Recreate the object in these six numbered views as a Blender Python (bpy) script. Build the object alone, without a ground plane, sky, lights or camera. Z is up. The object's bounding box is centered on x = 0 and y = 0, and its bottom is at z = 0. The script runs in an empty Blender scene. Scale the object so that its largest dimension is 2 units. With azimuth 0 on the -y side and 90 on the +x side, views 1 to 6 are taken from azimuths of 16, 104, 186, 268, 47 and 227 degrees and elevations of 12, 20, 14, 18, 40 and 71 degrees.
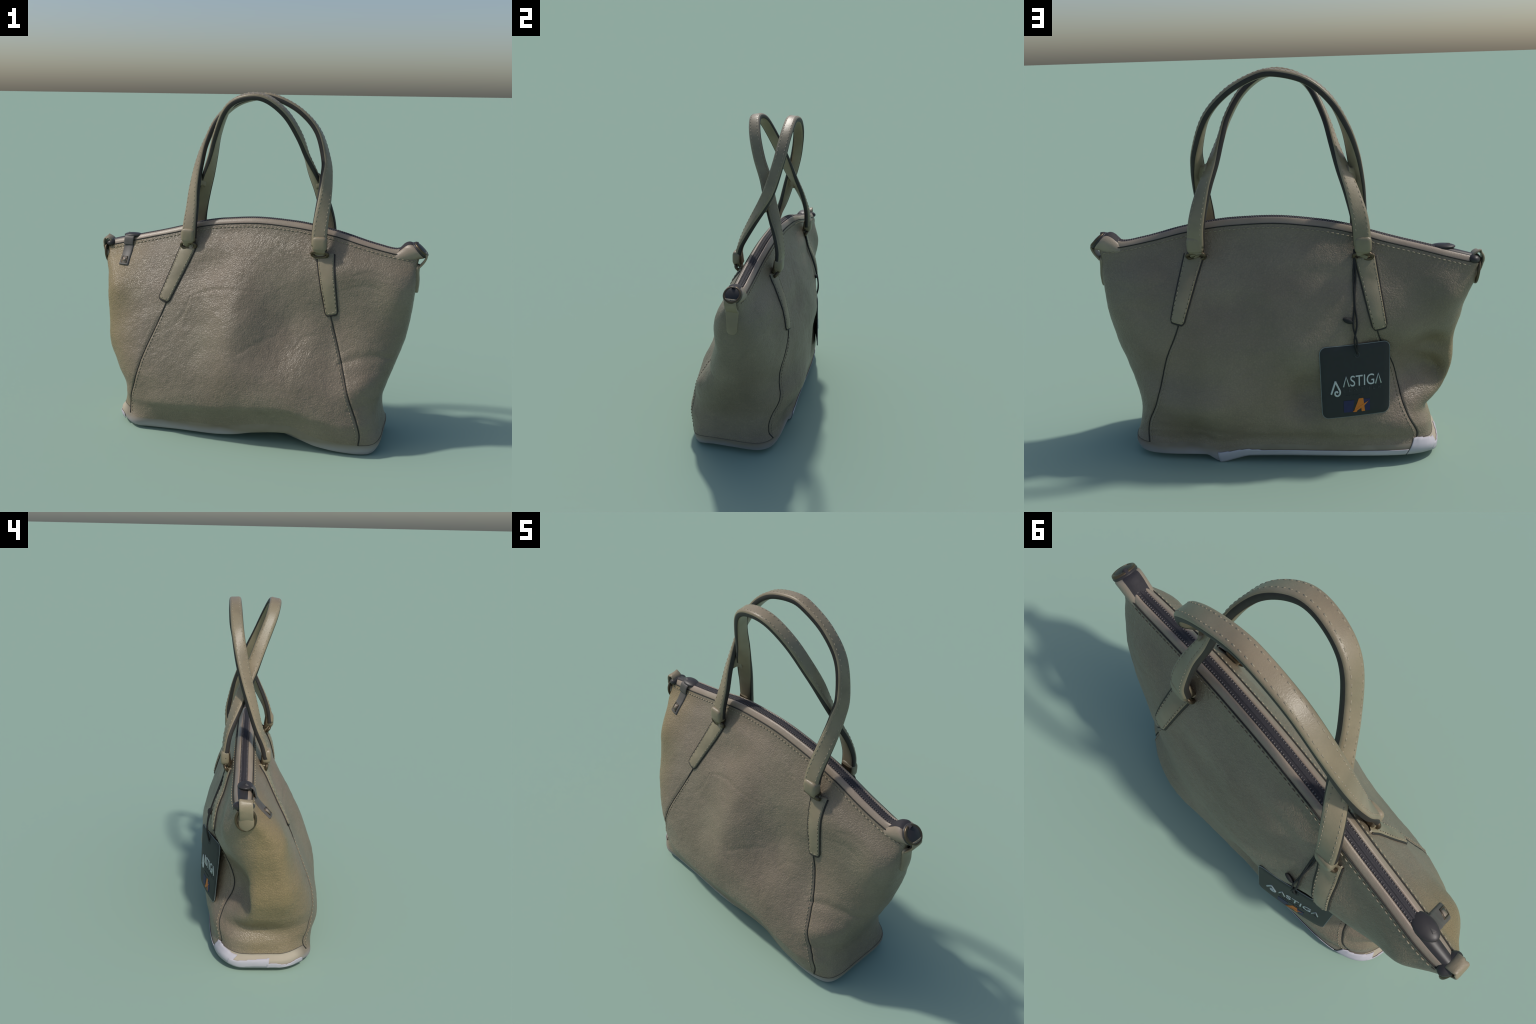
import bpy, bmesh, math, random
import numpy as np
from mathutils import Vector, noise
from mathutils.bvhtree import BVHTree

random.seed(7)
np.random.seed(7)

# ------------------------------------------------------------------ helpers
def curve1d(pts):
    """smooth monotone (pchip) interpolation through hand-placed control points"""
    pts = sorted(pts)
    x = np.array([p[0] for p in pts], float); y = np.array([p[1] for p in pts], float)
    h = np.diff(x); d = np.diff(y) / h
    m = np.zeros(len(x))
    for i in range(1, len(x) - 1):
        if d[i-1] * d[i] > 0:
            w1 = 2*h[i] + h[i-1]; w2 = h[i] + 2*h[i-1]
            m[i] = (w1 + w2) / (w1 / d[i-1] + w2 / d[i])
    m[0], m[-1] = d[0], d[-1]
    def f(v):
        v = np.clip(np.asarray(v, float), x[0], x[-1])
        i = np.clip(np.searchsorted(x, v) - 1, 0, len(h) - 1)
        t = (v - x[i]) / h[i]
        return ((2*t**3 - 3*t**2 + 1) * y[i] + (t**3 - 2*t**2 + t) * h[i] * m[i]
                + (-2*t**3 + 3*t**2) * y[i+1] + (t**3 - t**2) * h[i] * m[i+1])
    return f

def smooth(a, b, v):
    t = np.clip((np.asarray(v, float) - a) / (b - a), 0, 1)
    return t * t * (3 - 2 * t)

def spline(pts, n):
    """centripetal-ish Catmull-Rom through 3D points, resampled evenly"""
    P = [np.array(p, float) for p in pts]
    P = [2*P[0] - P[1]] + P + [2*P[-1] - P[-2]]
    out = []
    for i in range(1, len(P) - 2):
        for t in np.linspace(0, 1, 24, endpoint=False):
            a, b, c, d = P[i-1:i+3]
            out.append(.5*((2*b) + (c-a)*t + (2*a-5*b+4*c-d)*t*t + (-a+3*b-3*c+d)*t**3))
    out.append(P[-2])
    out = np.array(out)
    s = np.concatenate([[0], np.cumsum(np.linalg.norm(np.diff(out[:, :3], axis=0), axis=1))])
    q = np.linspace(0, s[-1], n)
    return np.array([np.interp(q, s, out[:, k]) for k in range(out.shape[1])]).T

bag = bpy.data.objects.new("handbag", None)
bpy.context.scene.collection.objects.link(bag)
bag["label"] = "slouchy taupe leather handbag with crossed handles and black hang tag"
bag["category"] = "handbag"

def make(name, verts, faces, mat, parent=bag, smooth_shade=True, stuff=False):
    me = bpy.data.meshes.new(name)
    me.from_pydata([tuple(map(float, v)) for v in verts], [], [tuple(map(int, f)) for f in faces])
    me.validate()
    bm = bmesh.new(); bm.from_mesh(me)
    bmesh.ops.recalc_face_normals(bm, faces=bm.faces)
    bm.to_mesh(me); bm.free()
    me.materials.append(mat)
    if smooth_shade:
        for p in me.polygons: p.use_smooth = True
    ob = bpy.data.objects.new(name, me)
    bpy.context.scene.collection.objects.link(ob)
    ob.parent = parent
    if stuff: ob["kind"] = "stuff"
    return ob

def grid_faces(nu, nv, closed_u=False):
    f = []
    for j in range(nv - 1):
        for i in range(nu if closed_u else nu - 1):
            a = j*nu + i; b = j*nu + (i+1) % nu
            f.append((a, b, b + nu, a + nu))
    return f

def tube(path, r, ns=10, closed=False, flat=1.0):
    """round tube along a path; returns verts, faces"""
    P = np.array(path, float); n = len(P)
    V = []; up = None
    for i in range(n):
        t = P[(i+1) % n] - P[i-1] if closed else P[min(i+1, n-1)] - P[max(i-1, 0)]
        t /= np.linalg.norm(t) + 1e-12
        if up is None:
            up = np.array([0, 0, 1.]) if abs(t[2]) < .8 else np.array([1., 0, 0])
        up = up - t * (up @ t); up /= np.linalg.norm(up)
        s = np.cross(t, up)
        for k in range(ns):
            a = 2*math.pi*k/ns
            V.append(P[i] + r*(math.cos(a)*up*flat + math.sin(a)*s))
    F = grid_faces(ns, n, True)
    if closed:
        F += [((n-1)*ns + k, (n-1)*ns + (k+1) % ns, (k+1) % ns, k) for k in range(ns)]
    else:
        F += [tuple(range(ns)), tuple((n-1)*ns + k for k in range(ns))]
    return V, F

def merge(parts):
    V, F = [], []
    for v, f in parts:
        o = len(V); V += list(v); F += [tuple(i + o for i in q) for q in f]
    return V, F

# ------------------------------------------------------------------ materials
def new_mat(name):
    m = bpy.data.materials.new(name); m.use_nodes = True
    nt = m.node_tree
    return m, nt, nt.nodes["Principled BSDF"]

def N(nt, typ, **kw):
    n = nt.nodes.new(typ)
    for k, v in kw.items():
        if k in n.inputs.keys(): n.inputs[k].default_value = v
        else: setattr(n, k, v)
    return n

def lin(r, g, b):
    f = lambda c: (c/255/12.92) if c/255 <= .04045 else ((c/255 + .055)/1.055)**2.4
    return (f(r), f(g), f(b), 1)

def ramp(nt, stops):
    n = nt.nodes.new("ShaderNodeValToRGB")
    el = n.color_ramp.elements
    while len(el) < len(stops): el.new(.5)
    for e, (p, c) in zip(el, stops): e.position = p; e.color = c
    return n

def mixc(nt, fac, a, b, mode='MIX'):
    n = nt.nodes.new("ShaderNodeMix"); n.data_type = 'RGBA'; n.blend_type = mode
    for sock, v in ((n.inputs[0], fac), (n.inputs[6], a), (n.inputs[7], b)):
        if hasattr(v, "is_output"): nt.links.new(v, sock)
        else: sock.default_value = v
    return n.outputs[2]

def mth(nt, op, a, b=0.0, c=None):
    n = nt.nodes.new("ShaderNodeMath"); n.operation = op
    for s, v in zip(n.inputs, (a, b, c)):
        if v is None: continue
        if hasattr(v, "is_output"): nt.links.new(v, s)
        else: s.default_value = v
    return n.outputs[0]

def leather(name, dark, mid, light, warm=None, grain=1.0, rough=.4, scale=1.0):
    m, nt, bs = new_mat(name); L = nt.links.new
    tc = N(nt, "ShaderNodeTexCoord"); O = tc.outputs["Object"]
    big = N(nt, "ShaderNodeTexNoise", Scale=3.2*scale, Detail=3.0, Roughness=.55); L(O, big.inputs["Vector"])
    col = ramp(nt, [(.3, dark), (.52, mid), (.75, light)]); L(big.outputs["Fac"], col.inputs[0])
    out = col.outputs[0]
    tint = N(nt, "ShaderNodeTexNoise", Scale=2.1*scale, Detail=2.0); L(O, tint.inputs["Vector"])
    tr = ramp(nt, [(.38, (.97, 1.0, .985, 1)), (.64, (1.03, .995, 1.0, 1))]); L(tint.outputs["Color"], tr.inputs[0])
    out = mixc(nt, 1.0, out, tr.outputs[0], 'MULTIPLY')
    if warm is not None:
        sx = N(nt, "ShaderNodeSeparateXYZ"); L(O, sx.inputs[0])
        k = N(nt, "ShaderNodeMapRange", **{"From Min": -.62, "From Max": -.86}); L(sx.outputs[0], k.inputs[0])
        ky = N(nt, "ShaderNodeMapRange", **{"From Min": .16, "From Max": .02}); L(sx.outputs[1], ky.inputs[0])
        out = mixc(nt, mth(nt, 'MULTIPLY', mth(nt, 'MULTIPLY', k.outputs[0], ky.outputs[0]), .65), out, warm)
    # pebbled grain: fine voronoi cells, creased by a stretched noise
    vo = N(nt, "ShaderNodeTexVoronoi", Scale=85*scale, feature='DISTANCE_TO_EDGE')
    wob = N(nt, "ShaderNodeTexNoise", Scale=14.0*scale, Detail=4.0); L(O, wob.inputs["Vector"])
    add = N(nt, "ShaderNodeVectorMath", operation='MULTIPLY_ADD')
    L(wob.outputs["Color"], add.inputs[0]); add.inputs[1].default_value = (.05,)*3; L(O, add.inputs[2])
    L(add.outputs[0], vo.inputs["Vector"])
    add2 = N(nt, "ShaderNodeVectorMath", operation='MULTIPLY_ADD')
    L(wob.outputs["Color"], add2.inputs[0]); add2.inputs[1].default_value = (.11, .11, .05); L(O, add2.inputs[2])
    edge = N(nt, "ShaderNodeMapRange", **{"From Min": 0., "From Max": .25}); L(vo.outputs["Distance"], edge.inputs[0])
    fine = N(nt, "ShaderNodeTexNoise", Scale=90*scale, Detail=5.0, Roughness=.65); L(add.outputs[0], fine.inputs["Vector"])
    g = ramp(nt, [(.0, (.86, .86, .87, 1)), (1., (1.04, 1.04, 1.03, 1))]); L(edge.outputs[0], g.inputs[0])
    out = mixc(nt, .6*grain, out, mixc(nt, 1.0, out, g.outputs[0], 'MULTIPLY'))
    fr = ramp(nt, [(.3, (.88, .88, .88, 1)), (.7, (1.1, 1.1, 1.09, 1))]); L(fine.outputs["Fac"], fr.inputs[0])
    out = mixc(nt, .8*grain, out, mixc(nt, 1.0, out, fr.outputs[0], 'MULTIPLY'))
    L(out, bs.inputs["Base Color"])
    hgt = mth(nt, 'ADD', edge.outputs[0], mth(nt, 'MULTIPLY', fine.outputs["Fac"], 1.6))
    cr = N(nt, "ShaderNodeTexVoronoi", Scale=26*scale, feature='DISTANCE_TO_EDGE'); L(add2.outputs[0], cr.inputs["Vector"])
    ce = N(nt, "ShaderNodeMapRange", **{"From Min": 0., "From Max": .16}); L(cr.outputs["Distance"], ce.inputs[0])
    hgt = mth(nt, 'ADD', hgt, mth(nt, 'MULTIPLY', ce.outputs[0], .6))
    bp = N(nt, "ShaderNodeBump", Strength=.25*grain, Distance=.008); L(hgt, bp.inputs["Height"])
    L(bp.outputs[0], bs.inputs["Normal"])
    bs.inputs["Roughness"].default_value = rough
    bs.inputs["Specular IOR Level"].default_value = .5
    return m

def plain(name, c, rough=.5, metal=0., vary=.12, scale=40., spec=.4):
    m, nt, bs = new_mat(name); L = nt.links.new
    tc = N(nt, "ShaderNodeTexCoord")
    no = N(nt, "ShaderNodeTexNoise", Scale=scale, Detail=3.0); L(tc.outputs["Object"], no.inputs["Vector"])
    lo = tuple(v*(1-vary) for v in c[:3]) + (1,); hi = tuple(min(1, v*(1+vary)) for v in c[:3]) + (1,)
    r = ramp(nt, [(.3, lo), (.7, hi)]); L(no.outputs["Fac"], r.inputs[0])
    L(r.outputs[0], bs.inputs["Base Color"])
    bs.inputs["Roughness"].default_value = rough; bs.inputs["Metallic"].default_value = metal
    bs.inputs["Specular IOR Level"].default_value = spec
    return m

LEA = (lin(120, 108, 90), lin(129, 116, 98), lin(138, 125, 106))
M_LEATHER = leather("taupe_leather", *LEA)
M_SIDE = leather("taupe_leather_warm", *LEA, warm=lin(146, 126, 84))  # golden light baked into the scan's -x end, tinted into the leather
M_STRAP = leather("strap_leather", lin(124, 113, 91), lin(139, 127, 103), lin(153, 140, 115), grain=.28, scale=1.4)
M_TRIM = leather("trim_leather", lin(136, 122, 106), lin(150, 135, 118), lin(163, 147, 128), grain=.25)
M_EDGE = plain("edge_paint", lin(46, 42, 39), .55)
M_TAPE = plain("zipper_tape", lin(50, 47, 50), .75, scale=150)
M_TEETH = plain("zipper_teeth", lin(105, 100, 98), .4, .3)
M_SEAM = plain("seam_thread", lin(48, 47, 43), .8)
M_HEM = plain("hem_shade", lin(96, 90, 80), .8)
M_STITCH = plain("stitch_thread", lin(152, 142, 120), .7)
M_HOLE = plain("stitch_hole", lin(70, 64, 52), .8)
M_METAL = plain("dark_brass", lin(92, 80, 62), .35, .6)
M_BLACK = plain("black_leather", lin(52, 49, 48), .42)
M_TAG = plain("tag_card", lin(38, 42, 43), .6, vary=.06)
M_TAGEDGE = plain("tag_edge", lin(120, 128, 126), .6)
M_WHITE = plain("print_white", lin(190, 200, 196), .6, vary=.03)
M_GREY = plain("print_grey", lin(62, 66, 66), .6, vary=.03)
M_ORANGE = plain("print_orange", lin(205, 118, 36), .6, vary=.05)
M_BLUE = plain("print_blue", lin(34, 38, 78), .6, vary=.05)
M_CORD = plain("cord_black", lin(36, 36, 36), .8)
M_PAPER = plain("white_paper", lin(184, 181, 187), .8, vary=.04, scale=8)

def base_material():
    m, nt, bs = new_mat("base_hem"); L = nt.links.new
    tc = N(nt, "ShaderNodeTexCoord"); O = tc.outputs["Object"]
    no = N(nt, "ShaderNodeTexNoise", Scale=6.0, Detail=3.0); L(O, no.inputs["Vector"])
    a = ramp(nt, [(.35, lin(120, 109, 92)), (.65, lin(138, 128, 113))]); L(no.outputs["Fac"], a.inputs[0])
    sx = N(nt, "ShaderNodeSeparateXYZ"); L(O, sx.inputs[0])
    # pale worn foot: lower rim, wobbling in height
    h = mth(nt, 'ADD', sx.outputs[2], mth(nt, 'MULTIPLY', no.outputs["Fac"], .05))
    k = N(nt, "ShaderNodeMapRange", **{"From Min": .098, "From Max": .055}); L(h, k.inputs[0])
    out = mixc(nt, mth(nt, 'MULTIPLY', k.outputs[0], .85), a.outputs[0], lin(164, 160, 164))
    kx = N(nt, "ShaderNodeMapRange", **{"From Min": -.70, "From Max": -.75}); L(sx.outputs[0], kx.inputs[0])
    out = mixc(nt, mth(nt, 'MULTIPLY', kx.outputs[0], .8), out, lin(178, 167, 147))
    L(out, bs.inputs["Base Color"]); bs.inputs["Roughness"].default_value = .75
    return m
M_BASE = base_material()

# ------------------------------------------------------------------ bag body
# end outlines (x at each relative height), depth at the middle, section squareness
X_POS = curve1d([(0, .80), (.04, .808), (.10, .792), (.2, .775), (.31, .81), (.44, .858), (.58, .903), (.72, .925), (.89, .937), (.97, .945), (1, .95)])
X_NEG = curve1d([(0, .80), (.04, .795), (.08, .772), (.14, .76), (.22, .765), (.32, .818), (.44, .875), (.57, .897), (.76, .91), (.84, .93), (.93, .965), (1, .975)])
Y_FRONT = curve1d([(0, -.285), (.04, -.292), (.08, -.306), (.12, -.327), (.18, -.357), (.29, -.335), (.47, -.25), (.65, -.155), (.8, -.085), (.9, -.035), (.97, .015), (1, .03)])
Y_BACK = curve1d([(0, .287), (.04, .293), (.08, .292), (.13, .312), (.2, .335), (.35, .355), (.5, .345), (.6, .318), (.74, .262), (.84, .203), (.93, .155), (1, .13)])
YM_P = curve1d([(0, -.02), (.15, -.02), (.4, .02), (.7, .04), (1, .08)])
YM_N = curve1d([(0, -.03), (.2, -.03), (.4, -.04), (.6, -.03), (.8, .02), (1, .08)])
# squareness of the ring in each quarter: front/back, positive/negative end
SQ_FP = curve1d([(0, 6.5), (.06, 5.5), (.12, 4.3), (.3, 3.4), (.5, 2.9), (.65, 3.2), (.75, 4.2), (.85, 5.2), (.95, 6), (1, 6)])
SQ_FN = curve1d([(0, 4.0), (.1, 3.6), (.2, 3.4), (.3, 3.5), (.5, 3.9), (.65, 4.2), (.85, 5), (.95, 6), (1, 6)])
SQ_BP = curve1d([(0, 6.0), (.06, 5.0), (.12, 4.0), (.3, 2.6), (.45, 2.1), (.55, 2.2), (.65, 2.5), (.85, 3.7), (.95, 4.8), (1, 6)])
SQ_BN = curve1d([(0, 4.4), (.1, 3.6), (.3, 2.6), (.5, 2.3), (.65, 2.5), (.85, 3.6), (.95, 5), (1, 6)])
SEAM_FP = curve1d([(0, .685), (.1, .70), (.29, .635), (.45, .57), (.63, .495), (.92, .42), (1, .40)])
SEAM_FN = curve1d([(0, .665), (.1, .685), (.29, .632), (.45, .575), (.63, .498), (.92, .405), (1, .38)])
SEAM_BP = curve1d([(0, .69), (.1, .713), (.29, .645), (.47, .589), (.62, .51), (.9, .43), (1, .41)])
SEAM_BN = curve1d([(0, .65), (.1, .68), (.29, .60), (.45, .555), (.6, .487), (.9, .42), (1, .40)])
RIM_Z = curve1d([(-.98, 1.02), (-.83, 1.058), (-.67, 1.099), (-.51, 1.138), (-.35, 1.182), (-.19, 1.21), (.04, 1.227), (.234, 1.217), (.47, 1.183), (.656, 1.137), (.81, 1.105), (.95, 1.085)])
RIM_SHIFT = curve1d([(-.98, .028), (-.6, .02), (0, 0), (.4, -.015), (.8, -.028), (.95, -.028)])
LOW_F = curve1d([(-.8, .05), (-.7, .03), (-.62, .012), (-.36, .02), (-.17, .022), (-.03, .036), (.09, .062), (.29, .085), (.46, .03), (.6, .012), (.75, .005), (.82, .02)])
LOW_B = curve1d([(-.8, .07), (-.7, .05), (-.5, .052), (-.18, .05), (.17, .042), (.25, .022), (.33, .0), (.41, .035), (.6, .03), (.72, .028), (.8, .035)])
LOW_M = curve1d([(-.8, .03), (-.72, .002), (-.5, .03), (.0, .05), (.5, .04), (.68, .002), (.8, .03)])
SEAM_FP = curve1d([(0, .685), (.1, .70), (.29, .635), (.45, .57), (.63, .495), (.92, .42), (1, .40)])
SEAM_FN = curve1d([(0, .665), (.1, .685), (.29, .632), (.45, .575), (.63, .498), (.92, .405), (1, .38)])
SEAM_BP = curve1d([(0, .69), (.1, .713), (.29, .645), (.47, .589), (.62, .51), (.9, .43), (1, .41)])
SEAM_BN = curve1d([(0, .65), (.1, .68), (.29, .60), (.45, .555), (.6, .487), (.9, .42), (1, .40)])

# soft folds and dents: side, centre x, centre z, spread x, spread z, depth (+ = outward), tilt
FOLDS = [
    # the deep hollow behind the tag and the roll under it
    ('B', -.72, .47, .16, .12, -.17, .3), ('B', -.60, .40, .12, .12, -.07, 0), ('B', -.80, .58, .12, .08, -.09, .2), ('B', -.38, .45, .16, .16, -.05, 0),
    ('B', -.48, .60, .13, .10, -.045, 0), ('B', -.12, .40, .10, .12, -.07, 0), ('B', -.64, .20, .10, .06, .012, 0),
    # front: ridge down the middle, hollow right of it, full shoulders
    ('F', .52, .62, .15, .20, -.042, -.3), ('F', .27, .64, .13, .19, -.045, -.2), ('F', -.05, .70, .14, .36, .050, 0), ('F', -.65, .62, .2, .32, .022, 0), ('F', -.27, .98, .13, .10, -.022, .3),
    ('F', .86, .93, .10, .13, .048, 0), ('F', -.86, .90, .13, .16, .075, 0), ('F', .62, 1.03, .20, .07, .028, 0),
    ('F', -.66, .03, .08, .05, .03, 0), ('F', .70, .40, .10, .06, .022, .3),
    ('F', .55, .96, .22, .10, .020, 0), ('F', -.58, .08, .14, .07, .022, 0), ('F', .6, .13, .2, .07, .02, 0), ('F', -.90, .96, .08, .10, .02, 0), ('F', -.85, .38, .10, .10, -.025, 0),
    # back
    ('B', .48, .165, .2, .07, -.025, 0), ('B', -.68, .45, .2, .15, -.02, 0),
    ('B', .70, .80, .12, .10, -.01, 0), ('B', .72, .98, .12, .10, .02, 0), ('B', -.78, .95, .14, .12, .02, 0), ('B', -.85, .84, .10, .11, .04, 0),
    ('B', .45, .32, .25, .09, .038, 0), ('B', .5, .09, .12, .04, -.02, 0), ('B', .30, .85, .18, .08, -.016, 0), ('B', -.25, 1.06, .25, .08, .018, 0),
]

NF, NS, NV = 220, 116, 190
hs = np.concatenate([np.linspace(0, .1, 22)[:-1], np.linspace(.1, 1, NV - 21)])

def section(h, th):
    xp, xn = float(X_POS(h)), float(X_NEG(h))
    c, s = np.cos(th), np.sin(th)
    n = np.where(s < 0, np.where(c > 0, SQ_FP(h), SQ_FN(h)), np.where(c > 0, SQ_BP(h), SQ_BN(h)))
    ex = np.sign(c) * np.abs(c)**(2/n); ey = np.sign(s) * np.abs(s)**(2/n)
    x = np.where(ex > 0, ex * xp, ex * xn)
    ym = np.where(c > 0, YM_P(h), YM_N(h))
    y = np.where(ey > 0, ym + ey * (float(Y_BACK(h)) - ym), ym + ey * (ym - float(Y_FRONT(h))))
    return x, y

def loop(h):
    """one horizontal ring of the bag, columns lined up with the four seams; starts at the front -x seam"""
    # start at the -x end and run along the front to +x, then the back
    th = np.linspace(math.pi, 3*math.pi, 4001)
    # denser where the superellipse runs fast
    x, y = section(h, th)
    s = np.concatenate([[0], np.cumsum(np.hypot(np.diff(x), np.diff(y)))])
    i_mid = 2000
    fx = lambda v, a, b: np.interp(v, x[a:b], s[a:b])
    s1 = fx(-float(SEAM_FN(h)), 0, i_mid); s2 = fx(float(SEAM_FP(h)), 0, i_mid)
    s3 = s[i_mid:][::-1][np.searchsorted(x[i_mid:][::-1], float(SEAM_BP(h)))]
    s4 = s[i_mid:][::-1][np.searchsorted(x[i_mid:][::-1], -float(SEAM_BN(h)))]
    tot = s[-1]
    q = np.concatenate([np.linspace(s1, s2, NF, endpoint=False), np.linspace(s2, s3, NS, endpoint=False),
                        np.linspace(s3, s4, NF, endpoint=False), np.linspace(s4, s1 + tot, NS, endpoint=False)]) % tot
    return np.interp(q, s, x), np.interp(q, s, y)

NU = 2*NF + 2*NS
top_x = None
X0, Y0 = zip(*[loop(h) for h in hs])
X0, Y0 = np.array(X0), np.array(Y0)
xt = X0[-1]
Z0 = np.zeros_like(X0)
for j, h in enumerate(hs):
    x, y = X0[j], Y0[j]
    L = np.where(x > 0, X_POS(h), X_NEG(h)); Lt = np.where(x > 0, X_POS(1), X_NEG(1))
    w = smooth(-.25, .25, y)
    ends = smooth(.62, .78, np.abs(x)) * (1 - smooth(.1, .25, np.abs(y)))
    zb = LOW_F(x)*(1 - w) + LOW_B(x)*w
    zb = zb*(1 - ends) + LOW_M(x)*ends
    r = .05
    foot = min(1, h / .045)
    zr = RIM_Z(x / L * Lt)
    Z0[j] = zb*(1 - h)**3 + (zr)*h
    Y0[j] = y + RIM_SHIFT(x) * smooth(.72, 1, h)
    # round the foot under
    sc = 1 - .012*(1 - foot)**2
    X0[j] = x*sc; Y0[j] = Y0[j]*(1 - .03*(1 - foot)**2)
# folds
for side, cx, cz, rx, rz, d, tilt in FOLDS:
    m = (Y0 < Y0*0 + .03) if side == 'F' else (Y0 > .03)
    dx = (X0 - cx); dz = (Z0 - cz) - tilt*dx
    g = np.exp(-(dx/rx)**2 - (dz/rz)**2)
    sg = -1 if side == 'F' else 1
    Y0 += sg * d * g * smooth(.0, .16, np.abs(Y0 - .03)) * m
# sharp wrinkle lines: polyline on the panel (x, z), width, depth
CREASES = [('F', [(-.34, .80), (-.22, .845), (-.08, .865), (.10, .862)], .010, .0045), ('F', [(-.34, .80), (-.37, .70), (-.43, .62)], .012, .003),
           ('F', [(.30, .56), (.36, .63), (.43, .645)], .010, .003), ('F', [(-.02, .52), (.12, .60), (.2, .63)], .012, .003),
           ('F', [(.56, .50), (.66, .535), (.76, .545), (.86, .53)], .022, .010), ('F', [(.60, .98), (.70, 1.0), (.8, .97)], .014, .004), ('F', [(.55, .9), (.68, .93), (.78, .9)], .012, .003),
           ('F', [(.63, .27), (.74, .30), (.84, .28)], .02, .006), ('F', [(.02, 1.02), (.12, .96), (.2, .86)], .02, .003),
           ('B', [(.62, .93), (.72, .90), (.84, .92)], .016, .004), ('B', [(.55, .84), (.66, .80), (.8, .82)], .02, .004), ('B', [(.5, .2), (.2, .16), (-.2, .17), (-.5, .15)], .02, .003)]
for side, pl, wd, dp in CREASES:
    m = (Y0 < .03) if side == 'F' else (Y0 > .03)
    best = np.full(X0.shape, 9.0)
    q = spline([(x, z, 0) for x, z in pl], 40)
    for k, (x, z, _) in enumerate(q):
        fade = 1 - .6*abs(2*k/39 - 1)**2
        best = np.minimum(best, np.hypot(X0 - x, Z0 - z)/fade)
    g = .5*np.exp(-(best/wd)**2) - .12*np.exp(-((best - 2.2*wd)/wd)**2)
    Y0 += np.where(m, (1 if side == 'F' else -1)*dp*g, 0)
# crease and roll on the two narrow sides
for sgn, cz, rz, d in ((-1, .235, .05, -.035), (-1, .15, .04, .008), (1, .22, .07, .010), (1, .94, .07, .008), (-1, .60, .09, -.022)):
    e = smooth(.58, .8, sgn*X0)
    X0 += sgn * d * e * np.exp(-((Z0 - cz - .06*Y0)/rz)**2) * (1 - smooth(.2, .3, np.abs(Y0))) * smooth(-.3, .05, Y0)
# leather puckers: low noise relief along the normal direction (mostly y)
for j in range(len(hs)):
    for i in range(NU):
        p = Vector((X0[j, i]*3.2, Y0[j, i]*3.2, Z0[j, i]*3.2))
        f = noise.noise(p)*.008 + noise.noise(p*3.1)*.003 - abs(noise.noise(p*6.0 + Vector((0, 0, p.x*1.5))))*.002 + noise.noise(p*13.0)*.0009
        k = math.sin(min(1, hs[j]*6)*math.pi/2) * (1 - smooth(.93, 1, hs[j]))
        nx, ny = X0[j, i]/.9, (Y0[j, i]-.02)/.3
        l = math.hypot(nx**3, ny) + 1e-6
        X0[j, i] += f*k*nx**3/l; Y0[j, i] += f*k*ny/l
# seam grooves: columns next to the seams sink in
cols = [0, NF, NF + NS, 2*NF + NS]
for c in cols:
    for o, d in ((0, .007), (1, .004), (-1, .004), (2, .001), (-2, .001)):
        i = (c + o) % NU
        k = smooth(.05, .10, hs) * (1 - smooth(.57, .63, hs))
        sg = np.sign(Y0[:, i] - .03)
        Y0[:, i] -= sg * d * k

verts = [(X0[j, i], Y0[j, i], Z0[j, i]) for j in range(len(hs)) for i in range(NU)]
faces = grid_faces(NU, len(hs), True)
# underside: shrinking rings toward the middle
NB = 6
base_start = len(verts)
prev = list(range(NU))
for k in range(1, NB + 1):
    sc = 1 - k/(NB + .5)
    ring = []
    for i in range(NU):
        x, y, z = X0[0, i], Y0[0, i], Z0[0, i]
        zz = z*(sc**.6) + .03*(1 - sc**.6)
        ring.append(len(verts)); verts.append((x*sc, (y + .02)*sc - .02, zz))
    for i in range(NU):
        faces.append((ring[i], ring[(i+1) % NU], prev[(i+1) % NU], prev[i]))
    prev = ring
faces.append(tuple(prev))

JB = int(np.searchsorted(hs, .055)); JN = int(np.searchsorted(hs, .085))
def region(fi):
    if fi >= NU*(len(hs) - 1): return 'base'
    j, i = divmod(fi, NU)
    if j < (JN if i >= 2*NF + NS else JB): return 'base'
    if i < NF: return 'front_panel'
    if i < NF + NS: return 'side_panel+'
    if i < 2*NF + NS: return 'back_panel'
    return 'side_panel-'

body_me = bpy.data.meshes.new("body_whole")
body_me.from_pydata([tuple(map(float, v)) for v in verts], [], faces)
bm = bmesh.new(); bm.from_mesh(body_me); bmesh.ops.recalc_face_normals(bm, faces=bm.faces); bm.to_mesh(body_me); bm.free()
for p in body_me.polygons: p.use_smooth = True
vn = np.array([v.normal[:] for v in body_me.vertices])
polys = [tuple(p.vertices) for p in body_me.polygons]
BVH = BVHTree.FromPolygons([v.co[:] for v in body_me.vertices], polys)

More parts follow.
